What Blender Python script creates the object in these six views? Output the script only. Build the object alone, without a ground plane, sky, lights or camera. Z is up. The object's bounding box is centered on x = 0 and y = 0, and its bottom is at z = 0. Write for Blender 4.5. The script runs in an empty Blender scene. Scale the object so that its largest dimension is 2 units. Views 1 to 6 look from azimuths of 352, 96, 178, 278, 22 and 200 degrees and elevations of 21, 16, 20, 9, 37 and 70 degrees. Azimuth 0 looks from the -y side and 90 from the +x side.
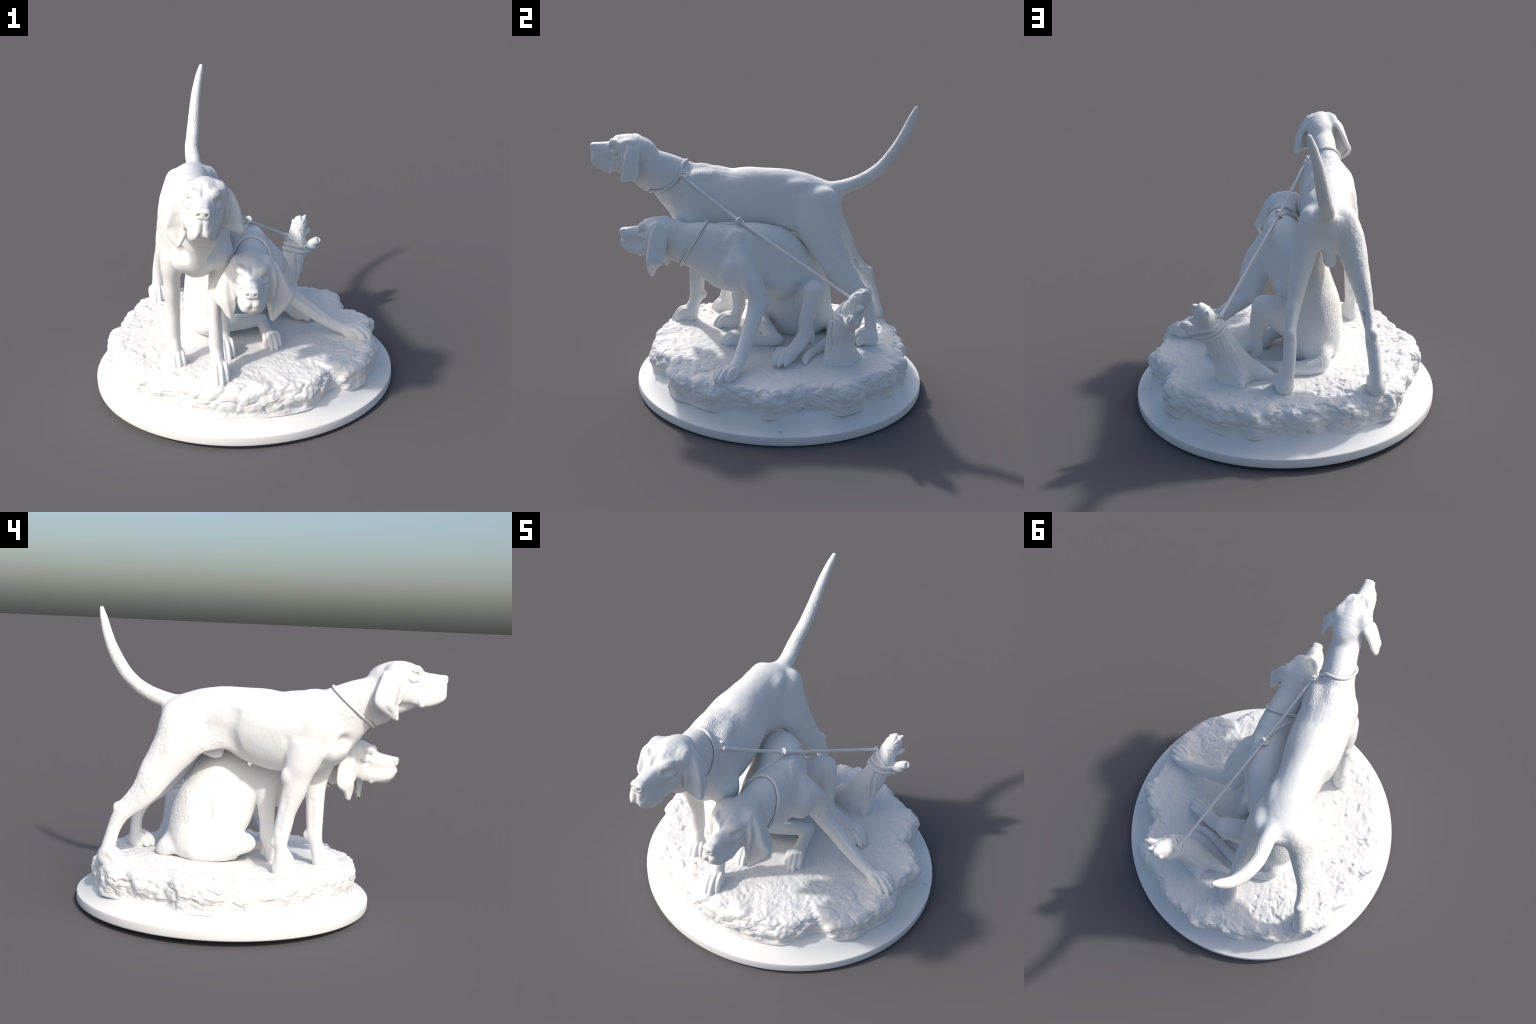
# Two hunting hounds tied to a tree stump on a rock, plaster statuette on a round plinth.
# The bodies are built as implicit surfaces (tubes and ellipsoids joined with a smooth minimum),
# meshed with surface nets, then split into anatomical parts.
import bpy, math
import numpy as np

F = np.float32
V = lambda *a: np.array(a, float)
def nrm(v):
    v = np.asarray(v, float); return v/np.linalg.norm(v)

# ------------------------------------------------------------------ noise
def _hash(ix, iy, iz, seed):
    h = (ix.astype(np.int64)*73856093) ^ (iy.astype(np.int64)*19349663) ^ (iz.astype(np.int64)*83492791) ^ (seed*2654435)
    h = (h ^ (h >> 13))*1274126177 & 0x7fffffff
    h = h ^ (h >> 16)
    return (h & 0xffff)/32768.0-1.0
def vnoise(P, scale, seed=0):
    """smooth value noise, -1..1, P (n,3) in metres, scale = cell size (m or 3-vector)"""
    q = P/np.asarray(scale, float)
    i = np.floor(q); f = q-i; f = f*f*f*(f*(f*6-15)+10); i = i.astype(np.int64)
    r = np.zeros(len(P))
    for a in (0, 1):
        wx = f[:, 0] if a else 1-f[:, 0]
        for b in (0, 1):
            wy = f[:, 1] if b else 1-f[:, 1]
            for c in (0, 1):
                wz = f[:, 2] if c else 1-f[:, 2]
                r += wx*wy*wz*_hash(i[:, 0]+a, i[:, 1]+b, i[:, 2]+c, seed)
    return r
def fbm(P, scale, oct=4, seed=0, ridge=False, gain=.5):
    r = 0; a = 1.; s = np.asarray(scale, float); t = 0
    for o in range(oct):
        n = vnoise(P+o*3.17, s, seed+o*11)
        if ridge: n = 1-2*np.abs(n)
        r = r+a*n; t += a; a *= gain; s = s/2.03
    return r/t

# ------------------------------------------------------------------ implicit field
class Field:
    def __init__(s, lo, hi, h):
        s.h = h; s.lo = np.array(lo, float)
        s.n = np.ceil((np.array(hi)-s.lo)/h).astype(int)+1
        s.D = np.full(s.n, .2, F); s.L = np.zeros(s.n, np.int8)
        s.ax = [(s.lo[i]+h*np.arange(s.n[i])).astype(F) for i in range(3)]
        s.names = []
    def lab(s, name):
        if name not in s.names: s.names.append(name)
        return s.names.index(name)
    def box(s, lo, hi):
        a = np.clip(np.floor((np.asarray(lo)-s.lo)/s.h).astype(int), 0, s.n-1)
        b = np.clip(np.ceil((np.asarray(hi)-s.lo)/s.h).astype(int)+1, 1, s.n)
        return tuple(slice(a[i], max(b[i], a[i]+1)) for i in range(3))
    def put(s, sl, d, k, label, op):
        D = s.D[sl]
        if op == 'add':
            s.L[sl][d < D] = s.lab(label)
            m = np.maximum(k-np.abs(D-d), 0)/max(k, 1e-6)
            s.D[sl] = np.minimum(D, d)-m*m*(k*.25)
        else:
            d = -d
            m = np.maximum(k-np.abs(D-d), 0)/max(k, 1e-6)
            s.D[sl] = np.maximum(D, d)+m*m*(k*.25)
    def tube(s, label, pts, side=(1, 0, 0), k=.02, op='add', nsub=4, p=2., cap=None):
        """pts rows: x,y,z, r_side, r_up [, r_down]; up = side x tangent"""
        A = np.array([list(q)+([q[4]] if len(q) == 5 else []) for q in pts], float)
        n = len(A)
        S = np.array(side, float)
        if S.ndim == 1: S = np.repeat(S[None], n, 0)
        A = np.hstack([A, S])
        # Catmull-Rom
        E = np.vstack([2*A[0]-A[1], A, 2*A[-1]-A[-2]]); R = []
        for i in range(n-1):
            p0, p1, p2, p3 = E[i:i+4]
            for t in np.arange(nsub)/nsub:
                R.append(.5*(2*p1+(p2-p0)*t+(2*p0-5*p1+4*p2-p3)*t*t+(3*p1-p0-3*p2+p3)*t**3))
        R.append(A[-1]); R = np.array(R); R[:, 3:6] = np.maximum(R[:, 3:6], .002)
        mar = k+2.5*s.h
        rm = R[:, 3:6].max()+mar
        full = s.box(R[:, :3].min(0)-rm, R[:, :3].max(0)+rm)
        T = np.full([q.stop-q.start for q in full], .3, F)
        for a, b in zip(R[:-1], R[1:]):
            rr = max(a[3:6].max(), b[3:6].max())+mar
            sl = s.box(np.minimum(a[:3], b[:3])-rr, np.maximum(a[:3], b[:3])+rr)
            ab = b[:3]-a[:3]; L = np.linalg.norm(ab)
            if L < 1e-6: continue
            t_ = ab/L
            X, Y, Z = s.ax[0][sl[0]][:, None, None], s.ax[1][sl[1]][None, :, None], s.ax[2][sl[2]][None, None, :]
            x, y, z = X-F(a[0]), Y-F(a[1]), Z-F(a[2])
            w = x*F(t_[0])+y*F(t_[1])+z*F(t_[2])
            tt = np.clip(w/F(L), 0, 1)
            Sv = a[6:9]+b[6:9]; Sv = Sv-t_*(Sv@t_); Sv = nrm(Sv); U = np.cross(Sv, t_)
            u = x*F(Sv[0])+y*F(Sv[1])+z*F(Sv[2]); v = x*F(U[0])+y*F(U[1])+z*F(U[2])
            w = w-tt*F(L)
            rs = F(a[3])+tt*F(b[3]-a[3])
            ru = F(a[4])+tt*F(b[4]-a[4]); rd = F(a[5])+tt*F(b[5]-a[5])
            rv = np.where(v > 0, ru, rd)
            rw = np.minimum(rs, rv) if cap is None else F(cap)
            if p == 2.:
                e0, e1, e2 = u/rs, v/rv, w/rw
                k0 = np.sqrt(e0*e0+e1*e1+e2*e2)+F(1e-6)
                g = np.sqrt((e0/rs)**2+(e1/rv)**2+(e2/rw)**2)/k0+F(1e-6)
            else:
                e0, e1, e2 = np.abs(u/rs), np.abs(v/rv), np.abs(w/rw)
                q0, q1, q2 = e0*e0, e1*e1, e2*e2      # p = 3
                k0 = np.cbrt(q0*e0+q1*e1+q2*e2)+F(1e-6)
                g = np.sqrt((q0/rs)**2+(q1/rv)**2+(q2/rw)**2)/(k0*k0)+F(1e-3)
            d = (k0-1)/g
            ls = tuple(slice(q.start-f.start, q.stop-f.start) for q, f in zip(sl, full))
            T[ls] = np.minimum(T[ls], d)
        s.put(full, T, k, label, op)
    def ell(s, label, c, r, axes=None, k=.02, op='add', p=2.):
        """ellipsoid; axes = 3 unit rows (default world)"""
        c = np.asarray(c, float); r = np.asarray(r, float)*np.ones(3)
        M = np.eye(3) if axes is None else np.asarray(axes, float)
        rm = r.max()+k+2.5*s.h
        sl = s.box(c-rm, c+rm)
        x, y, z = s.ax[0][sl[0]][:, None, None]-F(c[0]), s.ax[1][sl[1]][None, :, None]-F(c[1]), s.ax[2][sl[2]][None, None, :]-F(c[2])
        e = [np.abs(x*F(M[i, 0])+y*F(M[i, 1])+z*F(M[i, 2]))/F(r[i]) for i in range(3)]
        if p == 2.:
            k0 = np.sqrt(e[0]*e[0]+e[1]*e[1]+e[2]*e[2])+F(1e-6)
            g = np.sqrt(sum((e[i]/F(r[i]))**2 for i in range(3)))/k0+F(1e-3)
        else:
            k0 = np.cbrt(e[0]**3+e[1]**3+e[2]**3)+F(1e-6)
            g = np.sqrt(sum((e[i]*e[i]/F(r[i]))**2 for i in range(3)))/(k0*k0)+F(1e-3)
        s.put(sl, (k0-1)/g, k, label, op)
    def sample(s, P):
        q = np.clip((P-s.lo)/s.h, 0, s.n-1.001); i = np.floor(q).astype(int); f = q-i; r = 0
        for a in (0, 1):
            for b in (0, 1):
                for c in (0, 1):
                    w = (f[:, 0] if a else 1-f[:, 0])*(f[:, 1] if b else 1-f[:, 1])*(f[:, 2] if c else 1-f[:, 2])
                    r = r+w*s.D[i[:, 0]+a, i[:, 1]+b, i[:, 2]+c]
        return r
    def grad(s, P):
        e = s.h; G = np.stack([s.sample(P+e*np.eye(3)[i])-s.sample(P-e*np.eye(3)[i]) for i in range(3)], 1)
        return G/(np.linalg.norm(G, axis=1, keepdims=True)+1e-9)
    def mesh(s):
        """surface nets -> verts, quads, label per vertex"""
        D = s.D; neg = D < 0
        c = neg[:-1]+np.int8(0)*0 if False else None
        cnt = np.zeros(s.n-1, np.int8)
        for a in (0, 1):
            for b in (0, 1):
                for e in (0, 1):
                    cnt += neg[a:s.n[0]-1+a, b:s.n[1]-1+b, e:s.n[2]-1+e]
        I = np.argwhere((cnt > 0) & (cnt < 8))
        idx = np.full(s.n-1, -1, np.int32); idx[I[:, 0], I[:, 1], I[:, 2]] = np.arange(len(I))
        val = {}
        for a in (0, 1):
            for b in (0, 1):
                for e in (0, 1): val[a, b, e] = D[I[:, 0]+a, I[:, 1]+b, I[:, 2]+e].astype(float)
        acc = np.zeros((len(I), 3)); num = np.zeros(len(I))
        cs = list(val)
        for p in cs:
            for ax in range(3):
                if p[ax]: continue
                q = list(p); q[ax] = 1; q = tuple(q)
                va, vb = val[p], val[q]; m = (va < 0) != (vb < 0)
                t = np.where(m, va/np.where(va-vb == 0, 1, va-vb), 0)
                pt = np.repeat(np.array(p, float)[None], len(I), 0); pt[:, ax] = t
                acc[m] += pt[m]; num[m] += 1
        P = s.lo+s.h*(I+acc/num[:, None])
        Q = []
        for ax in range(3):
            o1, o2 = (ax+1) % 3, (ax+2) % 3
            sl0 = [slice(None)]*3; sl1 = [slice(None)]*3; sl0[ax] = slice(0, -1); sl1[ax] = slice(1, None)
            A, B = neg[tuple(sl0)], neg[tuple(sl1)]
            E = np.argwhere(A != B)
            E = E[(E[:, o1] > 0) & (E[:, o2] > 0) & (E[:, o1] < s.n[o1]-1) & (E[:, o2] < s.n[o2]-1)]
            ins = A[E[:, 0], E[:, 1], E[:, 2]]
            def cell(d1, d2):
                c = E.copy(); c[:, o1] += d1; c[:, o2] += d2; return idx[c[:, 0], c[:, 1], c[:, 2]]
            q = np.stack([cell(-1, -1), cell(0, -1), cell(0, 0), cell(-1, 0)], 1)
            q[~ins] = q[~ins][:, ::-1]
            Q.append(q)
        Q = np.vstack(Q)
        for _ in range(2):                        # pull vertices on to the true surface
            d = np.clip(s.sample(P), -s.h*.5, s.h*.5); P = P-.7*d[:, None]*s.grad(P)
        near = np.clip(np.round((P-s.lo)/s.h).astype(int), 0, s.n-1)
        return P, Q, s.L[near[:, 0], near[:, 1], near[:, 2]].astype(int)

def biggest(P, Q, lab):
    """keep the largest connected piece"""
    root = np.arange(len(P))
    while True:
        m = root[Q].min(1); new = root.copy()
        for j in range(4): np.minimum.at(new, Q[:, j], m)
        new = new[new]
        if (new == root).all(): break
        root = new
    keep = root == np.bincount(root).argmax()
    fm = keep[Q[:, 0]]; mp = np.cumsum(keep)-1
    return P[keep], mp[Q[fm]], lab[keep]

def vnormals(P, Q):
    a, b, c, d = (P[Q[:, i]] for i in range(4))
    fn = np.cross(c-a, d-b); N = np.zeros_like(P)
    for i in range(4):
        for c in range(3): N[:, c] += np.bincount(Q[:, i], fn[:, c], len(P))
    return N/(np.linalg.norm(N, axis=1, keepdims=True)+1e-12)

def smooth(P, Q, n=1, lam=.5):
    src = np.concatenate([Q[:, i] for i in range(4) for j in (1, 3)]); dst = np.concatenate([Q[:, (i+j) % 4] for i in range(4) for j in (1, 3)])
    c = np.maximum(np.bincount(src, minlength=len(P)), 1)
    for _ in range(n):
        A = np.stack([np.bincount(src, P[dst, k], len(P)) for k in range(3)], 1)/c[:, None]
        P = P+lam*(A-P)
    return P

# ------------------------------------------------------------------ blender helpers
def make_mesh(name, P, Q, mat, parent=None, normals=None):
    me = bpy.data.meshes.new(name)
    P = np.asarray(P, np.float32); Q = np.asarray(Q, np.int32); k = Q.shape[1]
    me.vertices.add(len(P)); me.vertices.foreach_set('co', P.ravel())
    me.loops.add(Q.size); me.loops.foreach_set('vertex_index', Q.ravel())
    me.polygons.add(len(Q)); me.polygons.foreach_set('loop_start', np.arange(0, Q.size, k, dtype=np.int32))
    me.update(calc_edges=True); me.validate()
    me.polygons.foreach_set('use_smooth', np.ones(len(me.polygons), bool))
    me.materials.append(mat)
    if normals is not None: me.normals_split_custom_set_from_vertices(np.asarray(normals, np.float32).tolist())
    ob = bpy.data.objects.new(name, me); bpy.context.scene.collection.objects.link(ob)
    if parent is not None: ob.parent = parent
    return ob

def split(P, Q, lab, names, mat, parent, alias=None):
    N = vnormals(P, Q); fl = lab[Q[:, 0]]; objs = {}
    for i, nm in enumerate(names):
        f = Q[fl == i]
        if len(f) < 4: continue
        u, inv = np.unique(f, return_inverse=True)
        objs[nm] = make_mesh((alias or {}).get(nm, nm), P[u], inv.reshape(f.shape), mat, parent, N[u])
    return objs

def empty(name, parent=None, loc=(0, 0, 0)):
    o = bpy.data.objects.new(name, None); bpy.context.scene.collection.objects.link(o); o.parent = parent
    return o

def sweep(pts, r, nseg=12, closed=False, twist=0., lobes=0, depth=0.):
    """round tube mesh along a dense polyline (optionally a laid rope)"""
    pts = np.asarray(pts, float); n = len(pts)
    T = np.roll(pts, -1, 0)-np.roll(pts, 1, 0)
    if not closed: T[0] = pts[1]-pts[0]; T[-1] = pts[-1]-pts[-2]
    T /= np.linalg.norm(T, axis=1, keepdims=True)+1e-12
    a = nrm(np.cross(T[0], [.3, .2, .9])); Nn = [a]
    for i in range(1, n):
        a = Nn[-1]-T[i]*(Nn[-1]@T[i]); Nn.append(nrm(a))
    Nn = np.array(Nn); B = np.cross(T, Nn)
    if closed:
        ang0 = math.atan2(Nn[-1]@np.cross(T[0], Nn[0]), Nn[-1]@Nn[0])
    else: ang0 = 0
    s = np.concatenate([[0], np.cumsum(np.linalg.norm(np.diff(pts, axis=0), axis=1))])
    th = np.arange(nseg)/nseg*2*np.pi
    R = np.broadcast_to(np.asarray(r, float), (n,))
    A = th[None, :]-ang0*(np.arange(n)/n)[:, None]
    rad = R[:, None]*(1-depth*(.5+.5*np.cos(lobes*(A+twist*s[:, None])))) if lobes else np.repeat(R[:, None], nseg, 1)
    P = pts[:, None]+rad[..., None]*(np.cos(A)[..., None]*Nn[:, None]+np.sin(A)[..., None]*B[:, None])
    P = P.reshape(-1, 3); Q = []
    for i in range(n if closed else n-1):
        j = (i+1) % n
        for q in range(nseg):
            w = (q+1) % nseg; Q.append((i*nseg+q, i*nseg+w, j*nseg+w, j*nseg+q))
    if not closed:
        c0 = len(P); P = np.vstack([P, pts[0]-T[0]*R[0]*.5, pts[-1]+T[-1]*R[-1]*.5])
        for q in range(0, nseg, 2):
            Q.append((c0, (q+2) % nseg, q+1, q)); b = (n-1)*nseg; Q.append((c0+1, b+q, b+q+1, b+(q+2) % nseg))
    return P, np.array(Q)

def spline(pts, n=10, closed=False):
    A = np.asarray(pts, float); m = len(A)
    E = np.vstack([A[-1], A, A[:2]]) if closed else np.vstack([2*A[0]-A[1], A, 2*A[-1]-A[-2]])
    R = []
    for i in range(m if closed else m-1):
        p0, p1, p2, p3 = E[i:i+4]
        for t in np.arange(n)/n:
            R.append(.5*(2*p1+(p2-p0)*t+(2*p0-5*p1+4*p2-p3)*t*t+(3*p1-p0-3*p2+p3)*t**3))
    if not closed: R.append(A[-1])
    return np.array(R)

# ------------------------------------------------------------------ materials
def plaster(name, col, grain=220., bump=.12, rough=.62, hair=None, locks=()):
    m = bpy.data.materials.new(name); m.use_nodes = True
    nt = m.node_tree; N = nt.nodes; L = nt.links
    bs = N['Principled BSDF']; bs.inputs['Roughness'].default_value = rough
    bs.inputs['Specular IOR Level'].default_value = .35
    tc = N.new('ShaderNodeTexCoord')
    n1 = N.new('ShaderNodeTexNoise'); n1.inputs['Scale'].default_value = 7.; n1.inputs['Detail'].default_value = 4.
    L.new(tc.outputs['Object'], n1.inputs['Vector'])
    cr = N.new('ShaderNodeValToRGB')
    cr.color_ramp.elements[0].position = .3; cr.color_ramp.elements[1].position = .7
    cr.color_ramp.elements[0].color = (*[c*.975 for c in col], 1); cr.color_ramp.elements[1].color = (*col, 1)
    L.new(n1.outputs['Fac'], cr.inputs['Fac']); L.new(cr.outputs['Color'], bs.inputs['Base Color'])
    n2 = N.new('ShaderNodeTexNoise'); n2.inputs['Scale'].default_value = grain; n2.inputs['Detail'].default_value = 3.
    mp = N.new('ShaderNodeMapping'); L.new(tc.outputs['Object'], mp.inputs['Vector'])
    if hair: mp.inputs['Scale'].default_value = hair
    L.new(mp.outputs['Vector'], n2.inputs['Vector'])
    height = n2.outputs['Fac']
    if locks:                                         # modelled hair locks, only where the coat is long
        wv = N.new('ShaderNodeTexNoise'); wv.inputs['Scale'].default_value = 26.; wv.inputs['Detail'].default_value = 2.; wv.inputs['Distortion'].default_value = 1.2
        mw = N.new('ShaderNodeMapping'); mw.inputs['Scale'].default_value = (4.5, 1.6, 1.1); L.new(tc.outputs['Object'], mw.inputs['Vector']); L.new(mw.outputs['Vector'], wv.inputs['Vector'])
        tot = None
        for c, r in locks:
            dn = N.new('ShaderNodeVectorMath'); dn.operation = 'DISTANCE'; dn.inputs[1].default_value = c; L.new(tc.outputs['Object'], dn.inputs[0])
            mr = N.new('ShaderNodeMapRange'); mr.inputs['From Min'].default_value = r; mr.inputs['From Max'].default_value = r*.5; L.new(dn.outputs['Value'], mr.inputs['Value'])
            if tot is None: tot = mr.outputs['Result']
            else:
                mx = N.new('ShaderNodeMath'); mx.operation = 'MAXIMUM'; L.new(tot, mx.inputs[0]); L.new(mr.outputs['Result'], mx.inputs[1]); tot = mx.outputs['Value']
        ml = N.new('ShaderNodeMath'); ml.operation = 'MULTIPLY'; L.new(wv.outputs['Fac'], ml.inputs[0]); L.new(tot, ml.inputs[1])
        m2 = N.new('ShaderNodeMath'); m2.operation = 'MULTIPLY_ADD'; m2.inputs[1].default_value = 12.
        g = N.new('ShaderNodeMath'); g.operation = 'MULTIPLY'; g.inputs[1].default_value = .3; L.new(n2.outputs['Fac'], g.inputs[0])
        L.new(ml.outputs['Value'], m2.inputs[0]); L.new(g.outputs['Value'], m2.inputs[2])
        height = m2.outputs['Value']
    b = N.new('ShaderNodeBump'); b.inputs['Strength'].default_value = bump; b.inputs['Distance'].default_value = .002
    L.new(height, b.inputs['Height']); L.new(b.outputs['Normal'], bs.inputs['Normal'])
    return m
COL = (.80, .80, .79)
M_HOUND = plaster('plaster_hound', COL, 130., .42, hair=(1, .35, .6), locks=(
    ((-.25, -.36, 1.24), .15), ((-.33, -.50, 1.20), .12), ((-.15, -.47, 1.15), .10), ((-.34, .50, .98), .14), ((-.40, .58, .72), .13), ((-.41, .68, .56), .08),
    ((-.16, .62, 1.18), .12), ((-.12, .80, 1.36), .14), ((-.06, .52, .84), .14), ((-.34, .20, .95), .10), ((-.26, .42, .60), .17), ((-.20, .33, .80), .14), ((-.18, .48, .33), .10)))
M_ROCK = plaster('plaster_rock', COL, 160., .18)
M_PLINTH = plaster('plaster_plinth', COL, 240., .04)
def scuffs(m):
    nt = m.node_tree; N = nt.nodes; L = nt.links; bs = N['Principled BSDF']; src = bs.inputs['Base Color'].links[0].from_socket
    tc = N.new('ShaderNodeTexCoord'); mp = N.new('ShaderNodeMapping'); mp.inputs['Scale'].default_value = (13, 13, 2.2); L.new(tc.outputs['Object'], mp.inputs['Vector'])
    n = N.new('ShaderNodeTexNoise'); n.inputs['Scale'].default_value = 1.4; n.inputs['Detail'].default_value = 3.; L.new(mp.outputs['Vector'], n.inputs['Vector'])
    r = N.new('ShaderNodeMapRange'); r.inputs['From Min'].default_value = .66; r.inputs['From Max'].default_value = .74; L.new(n.outputs['Fac'], r.inputs['Value'])
    sx = N.new('ShaderNodeSeparateXYZ'); L.new(tc.outputs['Object'], sx.inputs['Vector'])
    zr = N.new('ShaderNodeMapRange'); zr.inputs['From Min'].default_value = .082; zr.inputs['From Max'].default_value = .070; L.new(sx.outputs['Z'], zr.inputs['Value'])
    mm = N.new('ShaderNodeMath'); mm.operation = 'MULTIPLY'; L.new(r.outputs['Result'], mm.inputs[0]); L.new(zr.outputs['Result'], mm.inputs[1])
    mx = N.new('ShaderNodeMix'); mx.data_type = 'RGBA'; L.new(mm.outputs['Value'], mx.inputs['Factor'])
    L.new(src, mx.inputs['A']); mx.inputs['B'].default_value = (.66, .655, .65, 1)
    L.new(mx.outputs['Result'], bs.inputs['Base Color'])
scuffs(M_PLINTH)
M_WOOD = plaster('plaster_wood', COL, 120., .2, hair=(1, 1, .3))
M_ROPE = plaster('plaster_rope', COL, 300., .1)

H = .0042

# ------------------------------------------------------------------ anatomy shared by both hounds
class Frame:
    def __init__(s, o, f, l):
        s.o = np.array(o, float); s.f = nrm(f); l = np.array(l, float); l = l-s.f*(l@s.f); s.l = nrm(l); s.u = np.cross(s.f, s.l)
        s.M = np.stack([s.f, s.l, s.u])
    def __call__(s, f, l, u): return s.o+f*s.f+l*s.l+u*s.u
    def pts(s, rows): return [list(s(*r[:3]))+list(r[3:]) for r in rows]

def head(G, X, open_lips):
    T = lambda rows, k=.02, side=None, **kw: G.tube('head', X.pts(rows), side=(X.l if side is None else side), k=k, **kw)
    # cranium back to the occiput (axis runs forward, so the first height is the lower one)
    b = .010 if open_lips else .0
    T([(-.185, b, -.04, .062, .06, .072), (-.12, b*.8, -.025, .086, .09, .092), (-.05, b*.3, -.025, .080, .09, .094), (.0, 0, -.03, .060, .08, .072)], .02)
    G.ell('head', X(-.180, b, -.002), (.03, .05, .03), X.M, k=.03)
    # muzzle block: flat sides, square front
    T([(-.03, 0, -.05, .056, .085, .055), (.05, 0, -.05, .047, .07, .06), (.10, 0, -.052, .041, .06, .058), (.132, 0, -.055, .035, .05, .052)], .02, p=3., cap=.014)
    T([(-.01, 0, -.002, .034, .03, .023), (.06, 0, -.010, .027, .03, .028), (.125, 0, -.014, .026, .03, .026)], .012, p=3.)
    G.ell('head', X(.146, 0, -.012), (.019, .031, .024), X.M, k=.007, p=3.)
    for s in (1, -1):
        # upper lips
        if open_lips:
            G.ell('head', X(.139, 0, -.078), (.014, .022, .036), X.M, k=.006, p=3.)
            T([(.143, s*.014, -.048, .018, .02), (.143, s*.018, -.075, .014, .02), (.139, s*.027, -.096, .011, .024), (.124, s*.037, -.116, .008, .018), (.08, s*.043, -.131, .007, .020), (.045, s*.045, -.145, .008, .014)], .012, side=X.l+X.f*s*.35)
            T([(.125, s*.028, -.065, .016, .04), (.09, s*.038, -.085, .013, .055), (.04, s*.045, -.095, .014, .055), (-.01, s*.05, -.10, .02, .045), (-.04, s*.052, -.11, .02, .035)], .014)
            T([(.03, s*.052, -.095, .007, .008), (.036, s*.052, -.125, .008, .009), (.045, s*.048, -.152, .009, .010)], .010)
        else:
            G.ell('head', X(.128, 0, -.055), (.024, .036, .045), X.M, k=.010, p=3.)
            G.ell('head', X(.134, 0, -.092), (.020, .022, .024), X.M, k=.006)
            T([(.134, s*.017, -.062, .022, .032), (.122, s*.026, -.092, .026, .028), (.08, s*.040, -.100, .022, .036), (.03, s*.048, -.106, .02, .036), (-.005, s*.048, -.125, .013, .02)], .010)
            T([(.02, s*.052, -.095, .007, .008), (.032, s*.052, -.12, .008, .009), (.045, s*.048, -.14, .009, .010)], .010)
        # cheek
        G.ell('head', X(-.06, s*.055, -.07), (.065, .030, .07), X.M, k=.025)
        # brow and zygoma
        T([(.012, s*.022, .030, .014, .016), (.010, s*.044, .035, .014, .016), (-.014, s*.062, .032, .012, .016), (-.04, s*.068, .015, .010, .014)], .022)
        T([(.012, s*.05, -.026, .010, .011), (-.01, s*.062, -.034, .011, .011), (-.035, s*.07, -.026, .010, .012)], .014)
        # eye: ball looking forward and out, hooded by lids
        c = X(.000, s*.0465, .000); ev = nrm(.70*X.f+.70*s*X.l); tv = nrm(.70*X.f-.70*s*X.l); uv = np.cross(ev, tv)*s*-1
        if uv@X.u < 0: uv = -uv
        W = lambda a, b, d: list(c+tv*a+uv*b+ev*d)
        G.ell('eye_socket', c+ev*.021, (.023, .0155, .018), np.stack([tv, uv, ev]), k=.008, op='sub')
        G.ell('eye', c-ev*.003, .0170, k=.001)
        G.ell('eye', c+ev*.0140, (.0062, .0062, .0055), np.stack([tv, uv, ev]), k=.001, op='sub')
        G.tube('eye_socket', [W(.023, -.003, .008)+[.003, .003], W(.011, .0135, .0150)+[.0035, .003], W(-.004, .0165, .0155)+[.004, .003], W(-.016, .010, .011)+[.0035, .003], W(-.023, -.001, .006)+[.003, .003]], k=.003)
        G.tube('eye_socket', [W(.023, -.003, .008)+[.003, .003], W(.010, -.0135, .0125)+[.003, .003], W(-.004, -.0165, .0125)+[.0035, .003], W(-.016, -.010, .010)+[.003, .003], W(-.023, -.001, .006)+[.003, .003]], k=.003)
        G.tube('eye_socket', [W(.022, .021, .008)+[.006, .006], W(.004, .030, .014)+[.008, .007], W(-.018, .025, .010)+[.007, .007]], k=.012)
        # pouch under the eye
        T([(.014, s*.060, -.038, .003, .003), (-.006, s*.069, -.046, .004, .005), (-.024, s*.076, -.038, .004, .005), (-.034, s*.078, -.02, .003, .003)], .014, op='sub')
        # nostrils
        G.ell('nostril', X(.162, s*.0165, -.012), (.014, .0075, .0075), X.M, k=.003, op='sub')
        T([(.160, s*.024, -.017, .003, .003), (.146, s*.033, -.024, .003, .003), (.130, s*.036, -.020, .002, .002)], .003, op='sub')
        # hollow of the cheek beside the muzzle
        G.ell('head', X(.055, s*.062, -.070), (.035, .010, .020), X.M, k=.02, op='sub')
        # ear root and the fold that carries it
        G.ell('head', X(-.095, s*.072, .010), (.045, .030, .045), X.M, k=.035)
        # skin folds in front of the ear
        T([(-.040, s*.072, .03, .004, .004), (-.052, s*.082, -.03, .005, .005), (-.05, s*.078, -.1, .005, .005)], .016)
        T([(-.060, s*.060, .040, .003, .003), (-.072, s*.086, .0, .006, .006), (-.082, s*.088, -.06, .005, .005), (-.085, s*.082, -.11, .005, .005)], .014)
    # philtrum, furrow on the forehead
    T([(.172, 0, -.03, .002, .002), (.160, 0, -.06, .0025, .0025), (.158, 0, -.095, .003, .003)], .004, op='sub')
    T([(.035, 0, .030, .004, .004), (.012, 0, .056, .005, .005), (-.04, 0, .081, .004, .004)], .016, op='sub')
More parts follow.
